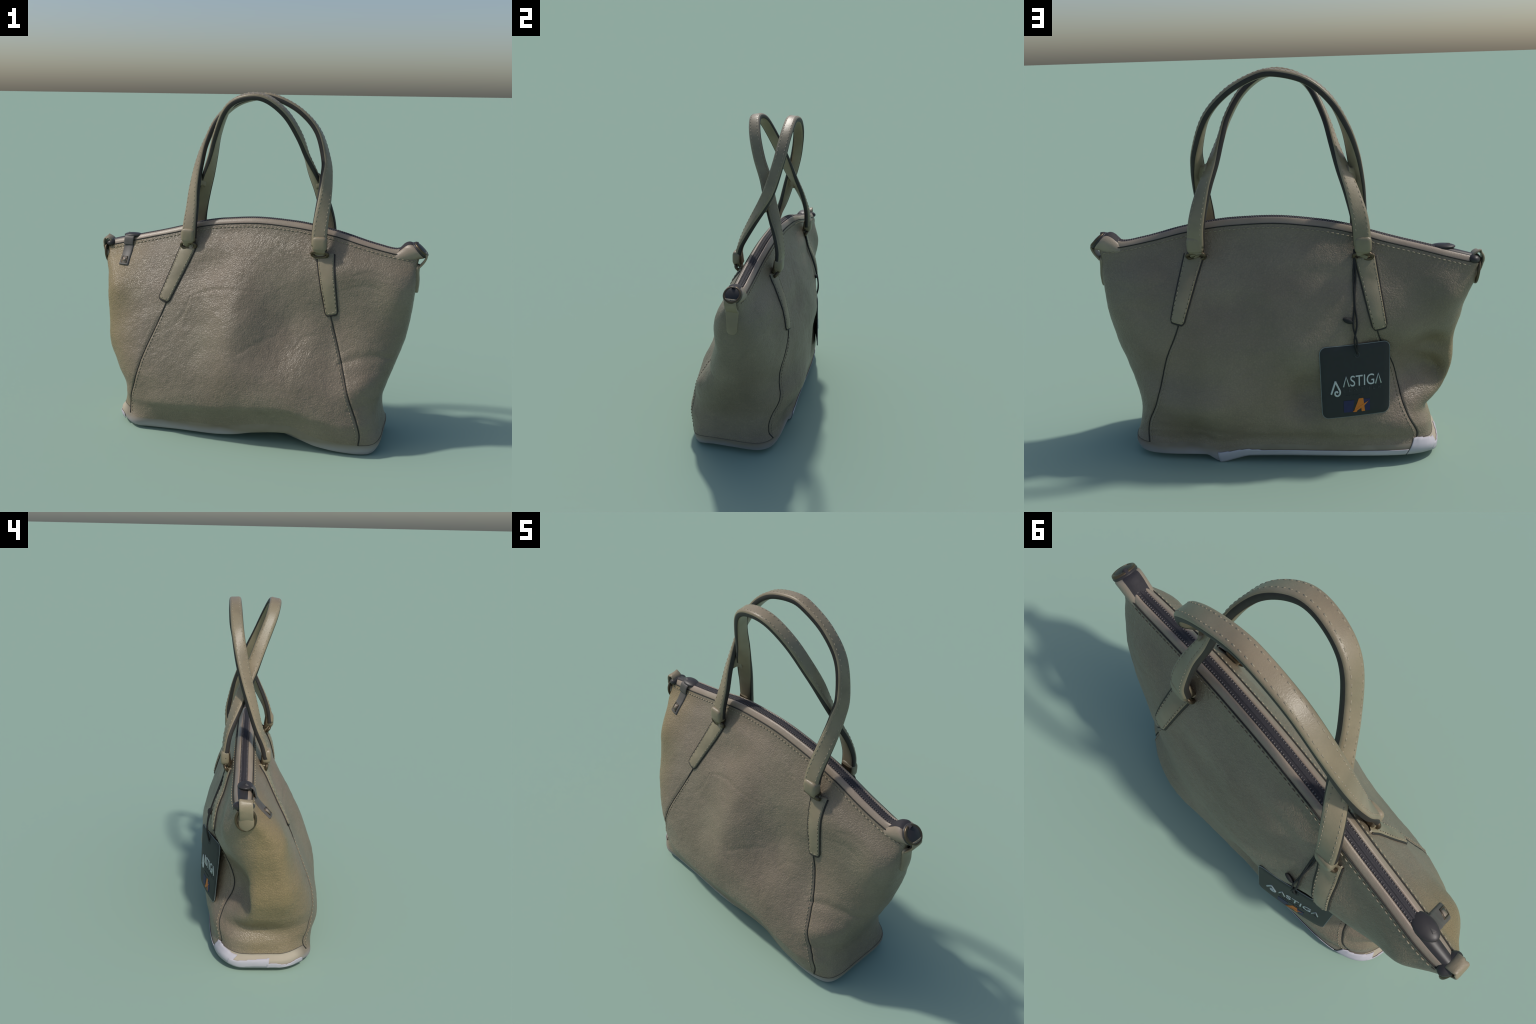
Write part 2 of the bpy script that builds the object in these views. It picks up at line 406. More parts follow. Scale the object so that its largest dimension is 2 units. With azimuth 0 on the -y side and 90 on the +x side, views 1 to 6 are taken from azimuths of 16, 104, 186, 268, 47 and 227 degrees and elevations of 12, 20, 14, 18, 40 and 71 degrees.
groups = {}
for fi, p in enumerate(polys): groups.setdefault(region(fi), []).append(p)
MATS = {'base': M_BASE, 'front_panel': M_LEATHER, 'back_panel': M_LEATHER, 'side_panel+': M_SIDE, 'side_panel-': M_SIDE}
for key in ('front_panel', 'back_panel', 'side_panel+', 'side_panel-', 'base'):
    fs = groups[key]
    used = sorted({v for f in fs for v in f}); idx = {v: k for k, v in enumerate(used)}
    me = bpy.data.meshes.new(key.rstrip('+-'))
    me.from_pydata([tuple(map(float, verts[v])) for v in used], [], [tuple(idx[v] for v in f) for f in fs])
    for p in me.polygons: p.use_smooth = True
    me.normals_split_custom_set_from_vertices([tuple(vn[v]) for v in used])
    me.materials.append(MATS[key])
    ob = bpy.data.objects.new(key.rstrip('+-'), me)
    bpy.context.scene.collection.objects.link(ob); ob.parent = bag
bpy.data.meshes.remove(body_me)

def hit(x, z, side):
    """surface point on the front ('F') or back ('B') at x, z"""
    s = -1 if side == 'F' else 1
    loc, nor, _, _ = BVH.ray_cast(Vector((x, 2.0*s, z)), Vector((0, -s, 0)))
    if loc is None: return np.array([x, .06 + .03*s, z]), np.array([0, s, 0.])
    return np.array(loc), np.array(nor)

# ------------------------------------------------------------------ seams, hem line and their stitches
for c, off in zip(cols, (1, -1, 1, -1)):
    pth = [np.array((X0[j, c], Y0[j, c], Z0[j, c])) for j in range(JB, int(np.searchsorted(hs, .70)), 2)]
    sg = np.sign(pth[10][1] - .03)
    pth = [p + np.array([0, sg*.0015, 0]) for p in pth]
    make("seam", *tube(pth, .0034, 8), M_SEAM)
    # stitches lie on the big panel, just beside the seam
    parts = []
    i = (c + off*3) % NU
    P = np.array([(X0[j, i], Y0[j, i], Z0[j, i]) for j in range(JB + 2, int(len(hs)*.62))])
    s = np.concatenate([[0], np.cumsum(np.linalg.norm(np.diff(P, axis=0), axis=1))])
    for q in np.arange(.01, s[-1] - .01, .021):
        a = np.array([np.interp(q, s, P[:, k]) for k in range(3)]); b = np.array([np.interp(q + .011, s, P[:, k]) for k in range(3)])
        a[1] += sg*.001; b[1] += sg*.001
        parts.append(tube([a, (a+b)/2 + np.array([0, sg*.0012, 0]), b], .0019, 5))
    make("seam_stitching", *merge(parts), M_STITCH, stuff=True)
hem = [np.array((X0[JB, i]*1.0005, Y0[JB, i]*1.001, Z0[JB, i])) for i in range(NF, NF + NS + 1, 2)]
hem2 = [np.array((X0[JN, i % NU]*1.0005, Y0[JN, i % NU]*1.001, Z0[JN, i % NU])) for i in range(2*NF + NS, NU + 1, 2)]
make("hem_seam", *tube(hem, .002, 6), M_HEM); make("hem_seam", *tube(hem2, .002, 6), M_HEM)

# ------------------------------------------------------------------ zipper along the top
ZIP_Z = curve1d([(-.98, 1.045), (-.87, 1.075), (-.72, 1.112), (-.59, 1.143), (-.446, 1.182), (-.35, 1.21), (-.187, 1.238), (.04, 1.255), (.24, 1.246), (.48, 1.207), (.72, 1.145), (.82, 1.127), (.88, 1.15), (.93, 1.172), (.97, 1.16)])
def rim_y(x, side):
    j = len(hs) - 1
    if side == 'F': idx = [i for i in range(NU) if Y0[j, i] < .08 + RIM_SHIFT(X0[j, i])]
    else: idx = [i for i in range(NU) if Y0[j, i] >= .08 + RIM_SHIFT(X0[j, i])]
    return idx
def rim_curve(side):
    idx = rim_y(0, side); j = len(hs) - 1
    o = sorted(idx, key=lambda i: X0[j, i])
    return np.array([X0[j, i] for i in o]), np.array([Y0[j, i] for i in o]), np.array([Z0[j, i] for i in o])
FX, FY, FZ = rim_curve('F'); BX, BY, BZ = rim_curve('B')
xs = np.linspace(-.965, .94, 150)
def top_section(x, k):
    """k from 0 (front edge) to 1 (back edge) across the arched top"""
    yf, zf = np.interp(x, FX, FY) + .002, np.interp(x, FX, FZ) - .004
    yb, zb = np.interp(x, BX, BY) - .002, np.interp(x, BX, BZ) - .004
    zt = float(ZIP_Z(x)); e = 1 - abs(2*k - 1)**2.6
    return np.array([x, yf + (yb - yf)*k, (zf*(1-k) + zb*k)*(1 - e) + zt*e])
def top_strip(name, k0, k1, mat, lift, n=9, x0=-.965, x1=.94, nx=150, round_edge=.004):
    V = []
    for x in np.linspace(x0, x1, nx):
        for a in np.linspace(0, 1, n):
            p = top_section(x, k0 + (k1-k0)*a)
            p[2] += lift * (1 - abs(2*a - 1)**4)
            V.append(p)
    return make(name, V, grid_faces(n, nx), mat, parent=zipper)
zipper = bpy.data.objects.new("zipper", None); bpy.context.scene.collection.objects.link(zipper); zipper.parent = bag
top_strip("zipper_facing", -.02, .29, M_TRIM, .007)
top_strip("zipper_facing", .71, 1.02, M_TRIM, .007)
top_strip("zipper_tape", .26, .74, M_TAPE, .002)
parts = []
for x in np.arange(-.78, .86, .0125):
    for k in (.335, .665):
        a = top_section(x, k - .035); b = top_section(x, k + .035); u = np.array([0, 0, .0025])
        parts.append(tube([a + u, b + u], .0028, 5))
make("zipper_teeth", *merge(parts), M_TEETH, parent=zipper, stuff=True)
# coil in the middle
make("zipper_coil", *tube([top_section(x, .5) + np.array([0, 0, .001]) for x in np.linspace(-.8, .88, 120)], .006, 8, flat=.6), M_TAPE, parent=zipper)
# rim edge lines and stitch rows just below the rim
for side, RX, RY, RZ in (('F', FX, FY, FZ), ('B', BX, BY, BZ)):
    sg = -1 if side == 'F' else 1
    q = np.linspace(-.955, .93, 160)
    make("rim_seam", *tube([(x, np.interp(x, RX, RY), np.interp(x, RX, RZ)) for x in q], .0032, 8), M_SEAM)
    parts = []
    for x in np.arange(-.93, .92, .0245):
        pts = []
        for t in (0, .5, 1):
            xx = x + .014*t
            p, n = hit(xx, float(np.interp(xx, RX, RZ)) - .019, side); pts.append(p + n*(.0012 + .001*(t == .5)))
        parts.append(tube(pts, .0026, 5))
    make("rim_stitching", *merge(parts), M_STITCH, stuff=True)

# ------------------------------------------------------------------ strap tabs sewn on the body
def rounded_patch(nu, nv, radius):
    """unit grid (-1..1, 0..1) pulled in at its lower corners"""
    g = []
    for j in range(nv):
        for i in range(nu):
            g.append((2*i/(nu-1) - 1, j/(nv-1)))
    return g
def surf_patch(name, mat, side, top, bot, w_top, w_bot, thick, r=.016, parent=bag, nu=15, nv=40, caster=hit, r_top=None):
    """flat leather piece laid on the bag along the line top -> bot (x, z)"""
    T, B = np.array(top), np.array(bot); d = B - T; ln = np.linalg.norm(d); d /= ln; s = np.array([-d[1], d[0]])
    V = []
    ps = []
    vv = np.concatenate([np.linspace(0, .06, 6), np.linspace(.06, .9, nv - 14)[1:], np.linspace(.9, 1, 10)[1:]])
    for v in vv:
        hw = (w_top + (w_bot - w_top)*v) / 2
        e = ln*(1 - v)
        if e < r: hw -= r - math.sqrt(max(0, r*r - (r - e)**2))
        e = ln*v; rt = r if r_top is None else r_top
        if rt > 0 and e < rt: hw -= rt - math.sqrt(max(0, rt*rt - (rt - e)**2))
        for i in range(nu):
            u = 2*i/(nu - 1) - 1
            u = math.copysign(1 - (1 - abs(u))**1.5, u)
            q = T + d*ln*v + s*hw*u
            p, n = caster(q[0], q[1], side)
            edge = min((1 - abs(u))*hw, ln*v + .002, ln*(1 - v) + .0005)
            k = min(1, edge/.006)
            k = math.sqrt(max(0, 1 - (1 - k)**2))
            V.append(p + n*(thick*k + .005*k*(1 - u*u) - .003))
    ob = make(name, V, grid_faces(nu, len(vv)), mat, parent=parent)
    def at(u, v, lift=0):
        hw = (w_top + (w_bot - w_top)*v)/2
        q = T + d*ln*v + s*hw*u
        p, n = caster(q[0], q[1], side)
        return p + n*(thick + .005*(1 - u*u)*(1 if abs(u) < 1 else 0) - .003 + lift)
    return ob, at, ln
def stitch_row(pts_fn, a, b, pitch, length, name, parent, r=.0022, mat=None):
    L = b - a; n = max(1, int(L/pitch)); parts = []
    for k in range(n):
        q = a + (k + .5)*L/n
        parts.append(tube([pts_fn(q - length/2), pts_fn(q) + 0, pts_fn(q + length/2)], r, 5))
    return parts

TABS = [('F', (-.393, 1.085), (-.503, .765)), ('F', (.437, 1.085), (.497, .757)),
        ('B', (.432, 1.075), (.512, .752)), ('B', (-.418, 1.072), (-.492, .728))]
tabs = []
for side, top, bot in TABS:
    ob, at, ln = surf_patch("strap_tab", M_STRAP, side, top, bot, .098, .068, .011, r_top=.006)
    parts = []
    for u in (-.80, .80):
        parts += stitch_row(lambda q, u=u: at(u, q/ln), .012, ln - .012, .0225, .011, "", ob)
    parts += stitch_row(lambda q: at(q, .965), -.7, .7, .5, .3, "", ob)
    parts += stitch_row(lambda q: at(q, .03), -.7, .7, .4, .22, "", ob)
    make("tab_stitching", *merge(parts), M_STITCH, parent=ob, stuff=True)
    holes = []
    for u in (-.80, .80):
        for q in np.arange(.022, ln - .01, .0225): holes.append(tube([at(u, q/ln, -.001), at(u, q/ln, .0012)], .0026, 6))
    make("stitch_hole", *merge(holes), M_HOLE, parent=ob, stuff=True)
    # dark painted edge round the tab
    edge = [at(-1.02, v, -.006) for v in np.linspace(.02, .95, 30)] + [at(u, 1.005, -.006) for u in np.linspace(-.75, .75, 8)] + [at(1.02, v, -.006) for v in np.linspace(.95, .02, 30)]
    make("tab_edge", *tube(edge, .0045, 6), M_EDGE, parent=ob)
    tabs.append(ob)

# ------------------------------------------------------------------ handles
def sweep_band(path, normals, w, t, nsec=20):
    """rounded-rectangle band along a path. normals: outward face direction per point"""
    P = np.array(path); n = len(P); V = []
    for i in range(n):
        tan = P[min(i+1, n-1)] - P[max(i-1, 0)]; tan /= np.linalg.norm(tan)
        nn = np.array(normals[i]) - tan*(np.array(normals[i]) @ tan); nn /= np.linalg.norm(nn)
        side = np.cross(tan, nn)
        for k in range(nsec):
            a = 2*math.pi*(k + .5)/nsec; e = 2/5.0
            cx = math.copysign(abs(math.cos(a))**e, math.cos(a)); cy = math.copysign(abs(math.sin(a))**(2/3.), math.sin(a))
            V.append(P[i] + side*cx*w[i]/2 + nn*cy*t[i]/2)
    F = grid_faces(nsec, n, True) + [tuple(range(nsec)), tuple((n-1)*nsec + k for k in range(nsec))]
    return V, F

# control points: x, y, z, face normal x, y, z
A_CTRL = [(.403, -.078, 1.135, .1, -1, .1), (.402, -.062, 1.22, .2, -1, .2), (.405, -.03, 1.30, .35, -.9, .25), (.409, .02, 1.40, .55, -.85, .2),
          (.407, .073, 1.50, .75, -.65, .1), (.395, .115, 1.60, .95, -.3, .1), (.335, .15, 1.757, .9, 0, .4), (.23, .158, 1.869, .6, .1, .75),
          (.10, .157, 1.938, .25, .05, 1), (0, .156, 1.953, 0, .05, 1), (-.147, .152, 1.914, -.4, .05, 1), (-.26, .143, 1.82, -.75, 0, .6),
          (-.33, .122, 1.69, -.9, -.35, .2), (-.366, .094, 1.56, -.75, -.65, .1), (-.384, .057, 1.42, -.55, -.8, .1), (-.388, .025, 1.30, -.35, -.95, .2),
          (-.39, -.01, 1.20, -.15, -1, .2), (-.392, -.025, 1.125, 0, -1, .1)]
B_CTRL = [(.415, .188, 1.125, .1, 1, .1), (.408, .19, 1.22, .15, 1, .25), (.39, .168, 1.32, .3, 1, .3), (.362, .135, 1.42, .6, .8, .3),
          (.327, .098, 1.52, .75, .65, .25), (.29, .06, 1.63, .95, .3, .2), (.255, .01, 1.74, 1, .05, .3), (.19, -.036, 1.855, .75, -.1, .7),
          (.10, -.066, 1.932, .3, -.2, 1), (0.015, -.076, 1.953, 0, -.2, 1), (-.09, -.066, 1.928, -.4, -.2, 1), (-.16, -.043, 1.865, -.8, -.1, .6),
          (-.227, .01, 1.735, -1, .05, .3), (-.272, .06, 1.605, -.95, .3, .2), (-.315, .105, 1.49, -.75, .65, .2), (-.36, .152, 1.375, -.55, .85, .2),
          (-.395, .19, 1.255, -.2, 1, .2), (-.408, .205, 1.13, 0, 1, .1)]
def handle(ctrl):
    S = spline(ctrl, 150); P, Nn = S[:, :3], S[:, 3:]
    s = np.linspace(0, 1, len(P)); e = np.minimum(s, 1 - s)
    w = np.interp(e, [0, .06, .2, .3, .5], [.086, .084, .076, .07, .068])
    t = np.interp(e, [0, .05, .1, .3, .5], [.044, .038, .036, .037, .038])
    ob = make("handle", *sweep_band(P, Nn, w, t), M_STRAP)
    rows, edges = [], []
    for sd in (-1, 1):
        line = []; eo = []; ei = []
        for i in range(len(P)):
            tan = P[min(i+1, len(P)-1)] - P[max(i-1, 0)]; tan /= np.linalg.norm(tan)
            nn = Nn[i] - tan*(Nn[i] @ tan); nn /= np.linalg.norm(nn); side = np.cross(tan, nn)
            line.append(P[i] + side*sd*(w[i]/2 - .014) + nn*(t[i]/2*.93))
            c = P[i] + side*sd*(w[i]/2 - .003) - nn*t[i]*.08
            eo += [c + side*.0045*math.cos(q) + nn*.013*math.sin(q) for q in np.linspace(0, 2*math.pi, 8, endpoint=False)]
        line = np.array(line); q = np.concatenate([[0], np.cumsum(np.linalg.norm(np.diff(line, axis=0), axis=1))])
        for a in np.arange(.06, q[-1] - .06, .026):
            pa = [np.array([np.interp(a + d, q, line[:, k]) for k in range(3)]) for d in (0, .006, .012)]
            rows.append(tube(pa, .0022, 5))
        edges.append((eo, grid_faces(8, len(P), True)))
    make("handle_stitching", *merge(rows), M_STITCH, parent=ob, stuff=True)
    make("handle_edge", *merge(edges), M_EDGE, parent=ob)
    return P, w, t
HA = handle(A_CTRL); HB = handle(B_CTRL)

def ellipsoid(c, r, axes=None, nu=24, nv=14):
    V = []; ax = np.eye(3) if axes is None else np.array(axes)
    for j in range(nv + 1):
        b = math.pi*j/nv
        for i in range(nu):
            a = 2*math.pi*i/nu
            q = np.array([math.sin(b)*math.cos(a)*r[0], math.sin(b)*math.sin(a)*r[1], math.cos(b)*r[2]])
            V.append(np.array(c) + q @ ax)
    return V, grid_faces(nu, nv + 1, True)
# where the two handles lean on each other: a short web of leather between the bands
for pa, pb in (((.396, .066, 1.478), (.352, .104, 1.48)), ((-.370, .074, 1.46), (-.336, .108, 1.46))):
    S = spline([pa, tuple((np.array(pa) + np.array(pb))/2), pb], 14); d = np.array(pb) - np.array(pa)
    w = [.065 + .03*abs(2*i/13 - 1)**1.5 for i in range(14)]
    make("handle_contact", *sweep_band(S, [(-d[1], d[0], 0)]*14, w, [.028]*14), M_STRAP)

# ------------------------------------------------------------------ ring, loop and folded handle end at each attachment
def attachment(side, x, y, ztop, tilt):
    s = -1 if side == 'F' else 1
    p, n = hit(x, 1.06, side)
    # handle end: leather block folded round the ring
    def blk(c, hx, hy, hz, e=4.0, nu=28, nv=14):
        V = []
        for j in range(nv + 1):
            b = -math.pi/2 + math.pi*j/nv
            for i in range(nu):
                a = 2*math.pi*i/nu
                f = lambda v: math.copysign(abs(v)**(2/e), v)
                V.append(np.array(c) + np.array([f(math.cos(b))*f(math.cos(a))*hx, f(math.cos(b))*f(math.sin(a))*hy, f(math.sin(b))*hz]))
        return V, grid_faces(nu, nv + 1, True)
    make("handle_end", *blk((x, y, ztop - .015), .042, .027, .042), M_STRAP)
    # metal ring: rounded loop standing against the bag
    q = (p + np.array([x, y, ztop - .07]))/2
    ring = []
    cy, cz = (p[1] + y)/2 + s*.004, ztop - .075
    for k in range(36):
        a = 2*math.pi*k/36; f = lambda v: math.copysign(abs(v)**.7, v)
        ring.append((x + f(math.cos(a))*.045, cy + f(math.sin(a))*abs(p[1] - y)*.5*1.0 + 0, cz + .018*math.sin(a)*s*(1 if s > 0 else 1)))
    make("metal_ring", *tube(ring, .0095, 10, closed=True), M_METAL)
    # neck of the tab passing over the ring
    neck = [(x - tilt*.01, hit(x, 1.075, side)[0][1] + s*.006, 1.072), (x, hit(x, 1.09, side)[0][1] + s*.016, 1.095),
            (x, y + s*.010, ztop - .05), (x, y - s*.004, ztop - .015)]
    S = spline(neck, 18)
    make("strap_loop", *sweep_band(S, [(0, s, .2)]*18, [.068]*18, [.024]*18), M_STRAP)
    # dark inner lining of the fold reaching back to the bag
    S = spline([(x, y - s*.012, ztop + .01), (x, (y + p[1])/2 - s*.01, ztop - .05), (p[0], p[1] - s*.008, ztop - .06)], 14)
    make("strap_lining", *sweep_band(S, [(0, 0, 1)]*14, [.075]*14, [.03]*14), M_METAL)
attachment('F', -.393, -.026, 1.155, 1); attachment('F', .408, -.078, 1.165, -1)
attachment('B', .417, .188, 1.15, 1); attachment('B', -.41, .204, 1.15, -1)

# ------------------------------------------------------------------ tips and end loops
def end_tip(sx):
    if sx > 0:
        # leather horn that carries the zipper end, bent upward, its mouth facing up and out
        C = [(.76, .05, 1.075), (.82, .05, 1.078), (.87, .05, 1.098), (.915, .05, 1.122), (.945, .05, 1.128)]
        n = 26; S = spline(C, n); V = []; ns = 28
        t = np.linspace(0, 1, n)
        ry = np.interp(t, [0, .35, .7, .95, 1], [.05, .053, .056, .057, .05]); rz = np.interp(t, [0, .35, .7, .95, 1], [.03, .04, .056, .06, .052])
        for i in range(n):
            ang = -.75*smooth(.2, 1, t[i])       # ring plane leans back toward the mouth
            d = np.array([math.sin(ang), 0, math.cos(ang)])
            for k in range(ns):
                a = 2*math.pi*k/ns
                V.append(S[i] + np.array([0, math.cos(a)*ry[i], 0]) + d*math.sin(a)*rz[i])
        make("zipper_end", V, grid_faces(ns, n, True) + [tuple(range(ns)), tuple((n-1)*ns + k for k in range(ns))], M_TRIM)
        T = [np.array(V[i*ns + k]) + np.array([0, 0, .002]) for i in range(3, n) for k in range(4, 11)]
        make("zipper_tape", T, grid_faces(7, n - 3), M_TAPE, parent=zipper)
        A = [(.68, 0, .73), (0, 1, 0), (-.73, 0, .68)]
        make("end_cap", *ellipsoid((.95, .05, 1.128), (.022, .055, .058), A), M_BLACK)
        ring = [np.array([.957, .05, 1.133]) + np.array(A[1])*.045*math.cos(a) + np.array(A[2])*.045*math.sin(a) for a in np.linspace(0, 2*math.pi, 32, endpoint=False)]
        make("metal_ring", *tube(ring, .009, 8, closed=True), M_METAL)
    else:
        make("end_cap", *ellipsoid((-.948, .105, 1.04), (.035, .056, .026)), M_BLACK)
        ring = [(-.970 - .008*math.sin(a), .095 + .05*math.cos(a), .975 + .06*math.sin(a)) for a in np.linspace(0, 2*math.pi, 40, endpoint=False)]
        make("metal_ring", *tube(ring, .0075, 8, closed=True), M_METAL)
end_tip(1); end_tip(-1)
def end_cast(y, z, side):
    s = 1 if side == 'P' else -1
    loc, nor, _, _ = BVH.ray_cast(Vector((2.0*s, y, z)), Vector((-s, 0, 0)))
    if loc is None: return np.array([.95*s, y, z]), np.array([s, 0, 0.])
    return np.array(loc), np.array(nor)
surf_patch("end_tab", M_STRAP, 'P', (.045, 1.05), (.045, .885), .078, .062, .013, r=.028, nv=30, caster=end_cast)
surf_patch("end_tab", M_STRAP, 'N', (.09, 1.0), (.09, .91), .085, .08, .011, r=.035, nv=30, caster=end_cast)
# leather loops folded over the rings
S = spline([(.95, .047, 1.03), (.978, .047, 1.065), (.99, .047, 1.095), (.98, .047, 1.118)], 16)
make("end_loop", *sweep_band(S, [(1, 0, .2)]*16, [.07]*16, [.012]*16), M_STRAP)
S = spline([(-.962, .09, .95), (-.985, .092, 1.0), (-.994, .094, 1.05), (-.975, .096, 1.076), (-.945, .097, 1.06), (-.94, .097, 1.02)], 26)
make("end_loop", *sweep_band(S, [(-1, 0, .3)]*10 + [(-.6, 0, 1)]*6 + [(1, 0, .5)]*10, [.07]*26, [.012]*26), M_STRAP)

# zipper slider and its pull lying over the front
make("zipper_slider", *ellipsoid((-.80, .096, 1.098), (.062, .04, .015)), M_BLACK, parent=zipper)
top_strip("zipper_stop", .12, .88, M_BLACK, .010, x0=-.962, x1=-.79, nx=30)
pull, pat, pln = surf_patch("zipper_pull", plain("pull_leather", lin(86, 82, 77), .5), 'F', (-.812, 1.045), (-.812, .93), .07, .07, .008, r=.006, parent=zipper, nv=24)
M_PULL = pull.data.materials[0]
S = spline([pat(0, .05), (-.812, .05, 1.085), (-.81, .072, 1.101), (-.805, .09, 1.108)], 16)
make("pull_strap", *sweep_band(S, [(0, -.5, 1)]*16, [.062]*16, [.008]*16), M_PULL, parent=zipper)
fr = [pat(u, v, .001) for u, v in ((-.5, .62), (.5, .62), (.5, .9), (-.5, .9))]
make("pull_buckle", *tube([fr[0], fr[1], fr[2], fr[3]], .003, 6, closed=True), M_METAL, parent=pull)
q = [pat(u, v, .001) for u, v in ((-.35, .67), (.35, .67), (.35, .85), (-.35, .85))]
make("pull_plate", *merge([(list(q) + [p + np.array([0, -.002, 0]) for p in q], [(4, 5, 6, 7), (0, 1, 5, 4), (1, 2, 6, 5), (2, 3, 7, 6), (3, 0, 4, 7)])]), M_TRIM, parent=pull)

# ------------------------------------------------------------------ hang tag
TL = np.array([-.196, .335, .652]); TR = np.array([-.539, .225, .653]); BR = np.array([-.536, .258, .288]); BL = np.array([-.208, .348, .284])
def tagp(u, v, d=0):
    """u from left, v from top (0..1), d = lift off the card"""
    p = (TL*(1-u) + TR*u)*(1-v) + (BL*(1-u) + BR*u)*v
    nn = np.cross(TR - TL, BL - TL); nn /= np.linalg.norm(nn)
    if nn[1] < 0: nn = -nn
    bow = .008*(1 - (2*u-1)**2)
    return p + nn*(d + bow)
tag = bpy.data.objects.new("hang_tag", None); bpy.context.scene.collection.objects.link(tag); tag.parent = bag
def tag_outline(r=.09, n=8):
    o = []
    for cx, cy, a0 in ((r, r, 180), (1-r, r, 270), (1-r, 1-r, 0), (r, 1-r, 90)):
        for k in range(n + 1):
            a = math.radians(a0 + 90*k/n); o.append((cx + r*math.cos(a), cy + r*math.sin(a)))
    # densify
    out = []
    for i in range(len(o)):
        a, b = np.array(o[i]), np.array(o[(i+1) % len(o)]); m = max(1, int(np.linalg.norm(b-a)/.06))
        for k in range(m): out.append(a + (b-a)*k/m)
    return out
OUT = tag_outline()
no = len(OUT); V, F = [], []
rings = [(1, -.004), (1, .002)] + [(s, .004) for s in (.985, .8, .6, .4, .2)]
for s, d in rings:
    for u, v in OUT: V.append(tagp(.5 + (u-.5)*s, .5 + (v-.5)*s, d))
F = grid_faces(no, len(rings), True) + [tuple((len(rings)-1)*no + k for k in range(no))]
V2 = [tagp(.5 + (u-.5)*s, .5 + (v-.5)*s, -.004) for s in (.8, .5, .2) for u, v in OUT]; o = len(V)
V += V2
for k in range(no): F.append((k, o + k, o + (k+1) % no, (k+1) % no))
F += [tuple(i + o for i in f) for f in grid_faces(no, 3, True)] + [tuple(o + 2*no + k for k in range(no))]
make("tag_card", V, F, M_TAG, parent=tag)
make("tag_border", *tube([tagp(u, v, .001) for u, v in OUT], .0022, 6, closed=True), M_TAGEDGE, parent=tag)
make("eyelet", *tube([tagp(.52 + .035*math.cos(a), .14 + .035*math.sin(a), .004) for a in np.linspace(0, 2*math.pi, 24, endpoint=False)], .0022, 6, closed=True), M_GREY, parent=tag)

def tag_text(txt, name, u0, u1, v0, v1, mat, spacing=1.0):
    cu = bpy.data.curves.new(name, 'FONT'); cu.body = txt; cu.extrude = .02; cu.space_character = spacing; cu.resolution_u = 6
    ob = bpy.data.objects.new(name, cu); bpy.context.scene.collection.objects.link(ob)
    dg = bpy.context.evaluated_depsgraph_get(); me = bpy.data.meshes.new_from_object(ob.evaluated_get(dg))
    bpy.data.objects.remove(ob); bpy.data.curves.remove(cu)
    co = np.array([v.co[:] for v in me.vertices]); mn, mx = co.min(0), co.max(0)
    for v in me.vertices:
        a = (v.co.x - mn[0])/(mx[0]-mn[0]); b = (v.co.y - mn[1])/(mx[1]-mn[1])
        v.co = tagp(u0 + (u1-u0)*a, v1 + (v0-v1)*b, .0045 + (.0012 if v.co.z > 0 else -.0012))
    me.materials.clear(); me.materials.append(mat)
    o = bpy.data.objects.new(name, me); bpy.context.scene.collection.objects.link(o); o.parent = tag
    return o
tag_text("STIG", "tag_lettering", .415, .765, .425, .575, M_WHITE, 1.02)
def strokes(name, lines, r, mat):
    return make(name, *merge([tube([tagp(u, v, .004) for u, v in l], r, 6) for l in lines]), mat, parent=tag)
# the two A's have no crossbar
strokes("tag_lettering", [[(.315, .572), (.355, .43), (.397, .572)], [(.785, .572), (.827, .43), (.87, .572)]], .0036, M_WHITE)
tag_text("LEATHER", "tag_lettering", .315, .87, .60, .645, M_GREY, 2.0)
tag_text("supported by", "tag_lettering", .34, .62, .685, .715, M_GREY, 1.1)
# flame emblem: a hooked drop
fl = [(.135, .66), (.165, .58), (.195, .50), (.2, .475), (.205, .50), (.24, .575), (.262, .63), (.255, .67), (.225, .69), (.195, .675), (.192, .64), (.215, .625), (.23, .645)]
strokes("tag_emblem", [[tuple(p) for p in spline([(u, v, 0) for u, v in fl], 60)[:, :2]]], .0048, M_WHITE)
def tag_block(name, poly, mat, lift=.0045):
    V = [tagp(u, v, lift + .001) for u, v in poly] + [tagp(u, v, lift - .002) for u, v in poly]; n = len(poly)
    return make(name, V, [tuple(range(n))] + [(k, (k+1) % n, n + (k+1) % n, n + k) for k in range(n)], mat, parent=tag, smooth_shade=False)
tag_block("tag_block", [(.31, .77), (.47, .77), (.44, .935), (.31, .935)], M_BLUE)
tag_block("tag_block", [(.60, .77), (.70, .77), (.70, .935), (.63, .935)], M_BLUE)
tag_block("tag_initial", [(.455, .94), (.535, .755), (.60, .755), (.625, .94), (.575, .94), (.57, .895), (.52, .895), (.50, .94)], M_ORANGE)
tag_block("tag_initial", [(.44, .935), (.56, .86), (.68, .80), (.60, .875), (.50, .925)], M_ORANGE, .0058)
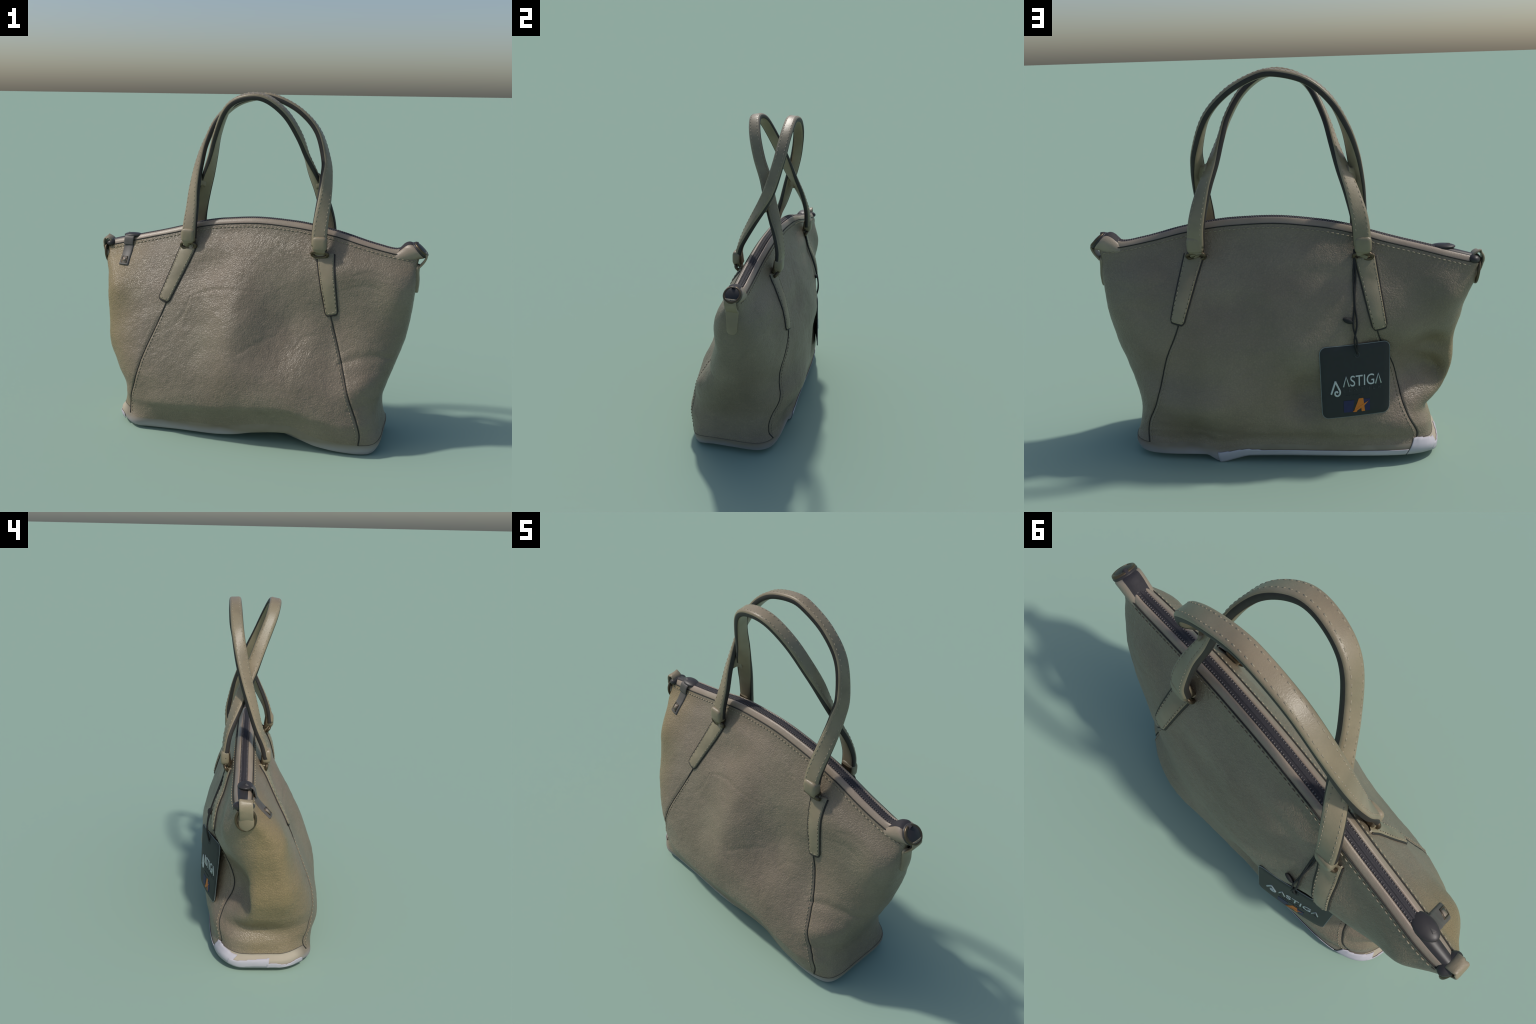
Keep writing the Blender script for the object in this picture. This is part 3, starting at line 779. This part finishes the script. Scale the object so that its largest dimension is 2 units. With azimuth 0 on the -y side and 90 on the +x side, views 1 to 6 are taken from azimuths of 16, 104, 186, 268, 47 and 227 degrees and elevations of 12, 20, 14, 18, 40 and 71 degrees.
# cord from the ring to the card
def cord(pts, r=.0045): 
    P = []
    for x, z, l in pts:
        p, n = hit(x, z, 'B'); P.append(p + n*l)
    P.append(tagp(.52, .10, .008)); P.append(tagp(.52, .13, .004))
    return make("tag_cord", *tube(spline(P, 50), r, 8), M_CORD, parent=tag)
cord([(-.37, 1.10, .02), (-.362, 1.0, .008), (-.365, .85, .008), (-.36, .75, .012), (-.372, .68, .02)])
cord([(-.365, 1.10, .02), (-.372, .98, .008), (-.368, .86, .008), (-.378, .76, .012), (-.36, .68, .02)])
p, n = hit(-.335, .775, 'B')
make("cord_toggle", *ellipsoid(p + n*.008, (.028, .01, .014), [(.9, 0, .35), (0, 1, 0), (-.35, 0, .9)]), M_CORD, parent=tag)

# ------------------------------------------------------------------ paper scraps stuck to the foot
def scrap(pts, name="paper_scrap"):
    """thin sheet wrapped against the foot; pts run around the foot: (column fraction, low level, high level)"""
    V = []
    for c, lo, hi in pts:
        i = int(c*NU) % NU
        for h in np.linspace(lo, hi, 6):
            j = int(np.searchsorted(hs, h)); a = (X0[j, i], Y0[j, i], Z0[j, i])
            V.append(np.array([a[0]*1.004, a[1] + math.copysign(.004, a[1]), a[2] + (-.003 if h < .01 else 0)]))
    ob = make(name, V, grid_faces(6, len(pts)), M_PAPER)
    m = ob.modifiers.new("s", 'SOLIDIFY'); m.thickness = .003; m.offset = 0
cB0 = (NF + NS)/NU; cB1 = (2*NF + NS)/NU
def arc(a, b, n, lo, hi): return [(a + (b-a)*t, lo(t), hi(t)) for t in np.linspace(0, 1, n)]
scrap(arc(cB0 + (cB1-cB0)*.27, cB1 - .005, 80, lambda t: .0, lambda t: .045 - .02*smooth(0, .3, t)))
scrap(arc(cB1 - .004, cB1 + .045, 24, lambda t: .0, lambda t: .085 - .012*t))
scrap(arc(cB1 + .038, cB1 + .100, 30, lambda t: .0, lambda t: .038 + .020*t))
scrap(arc(cB1 + .098, cB1 + .155, 24, lambda t: .0, lambda t: .02 + .006*math.sin(9*t)))
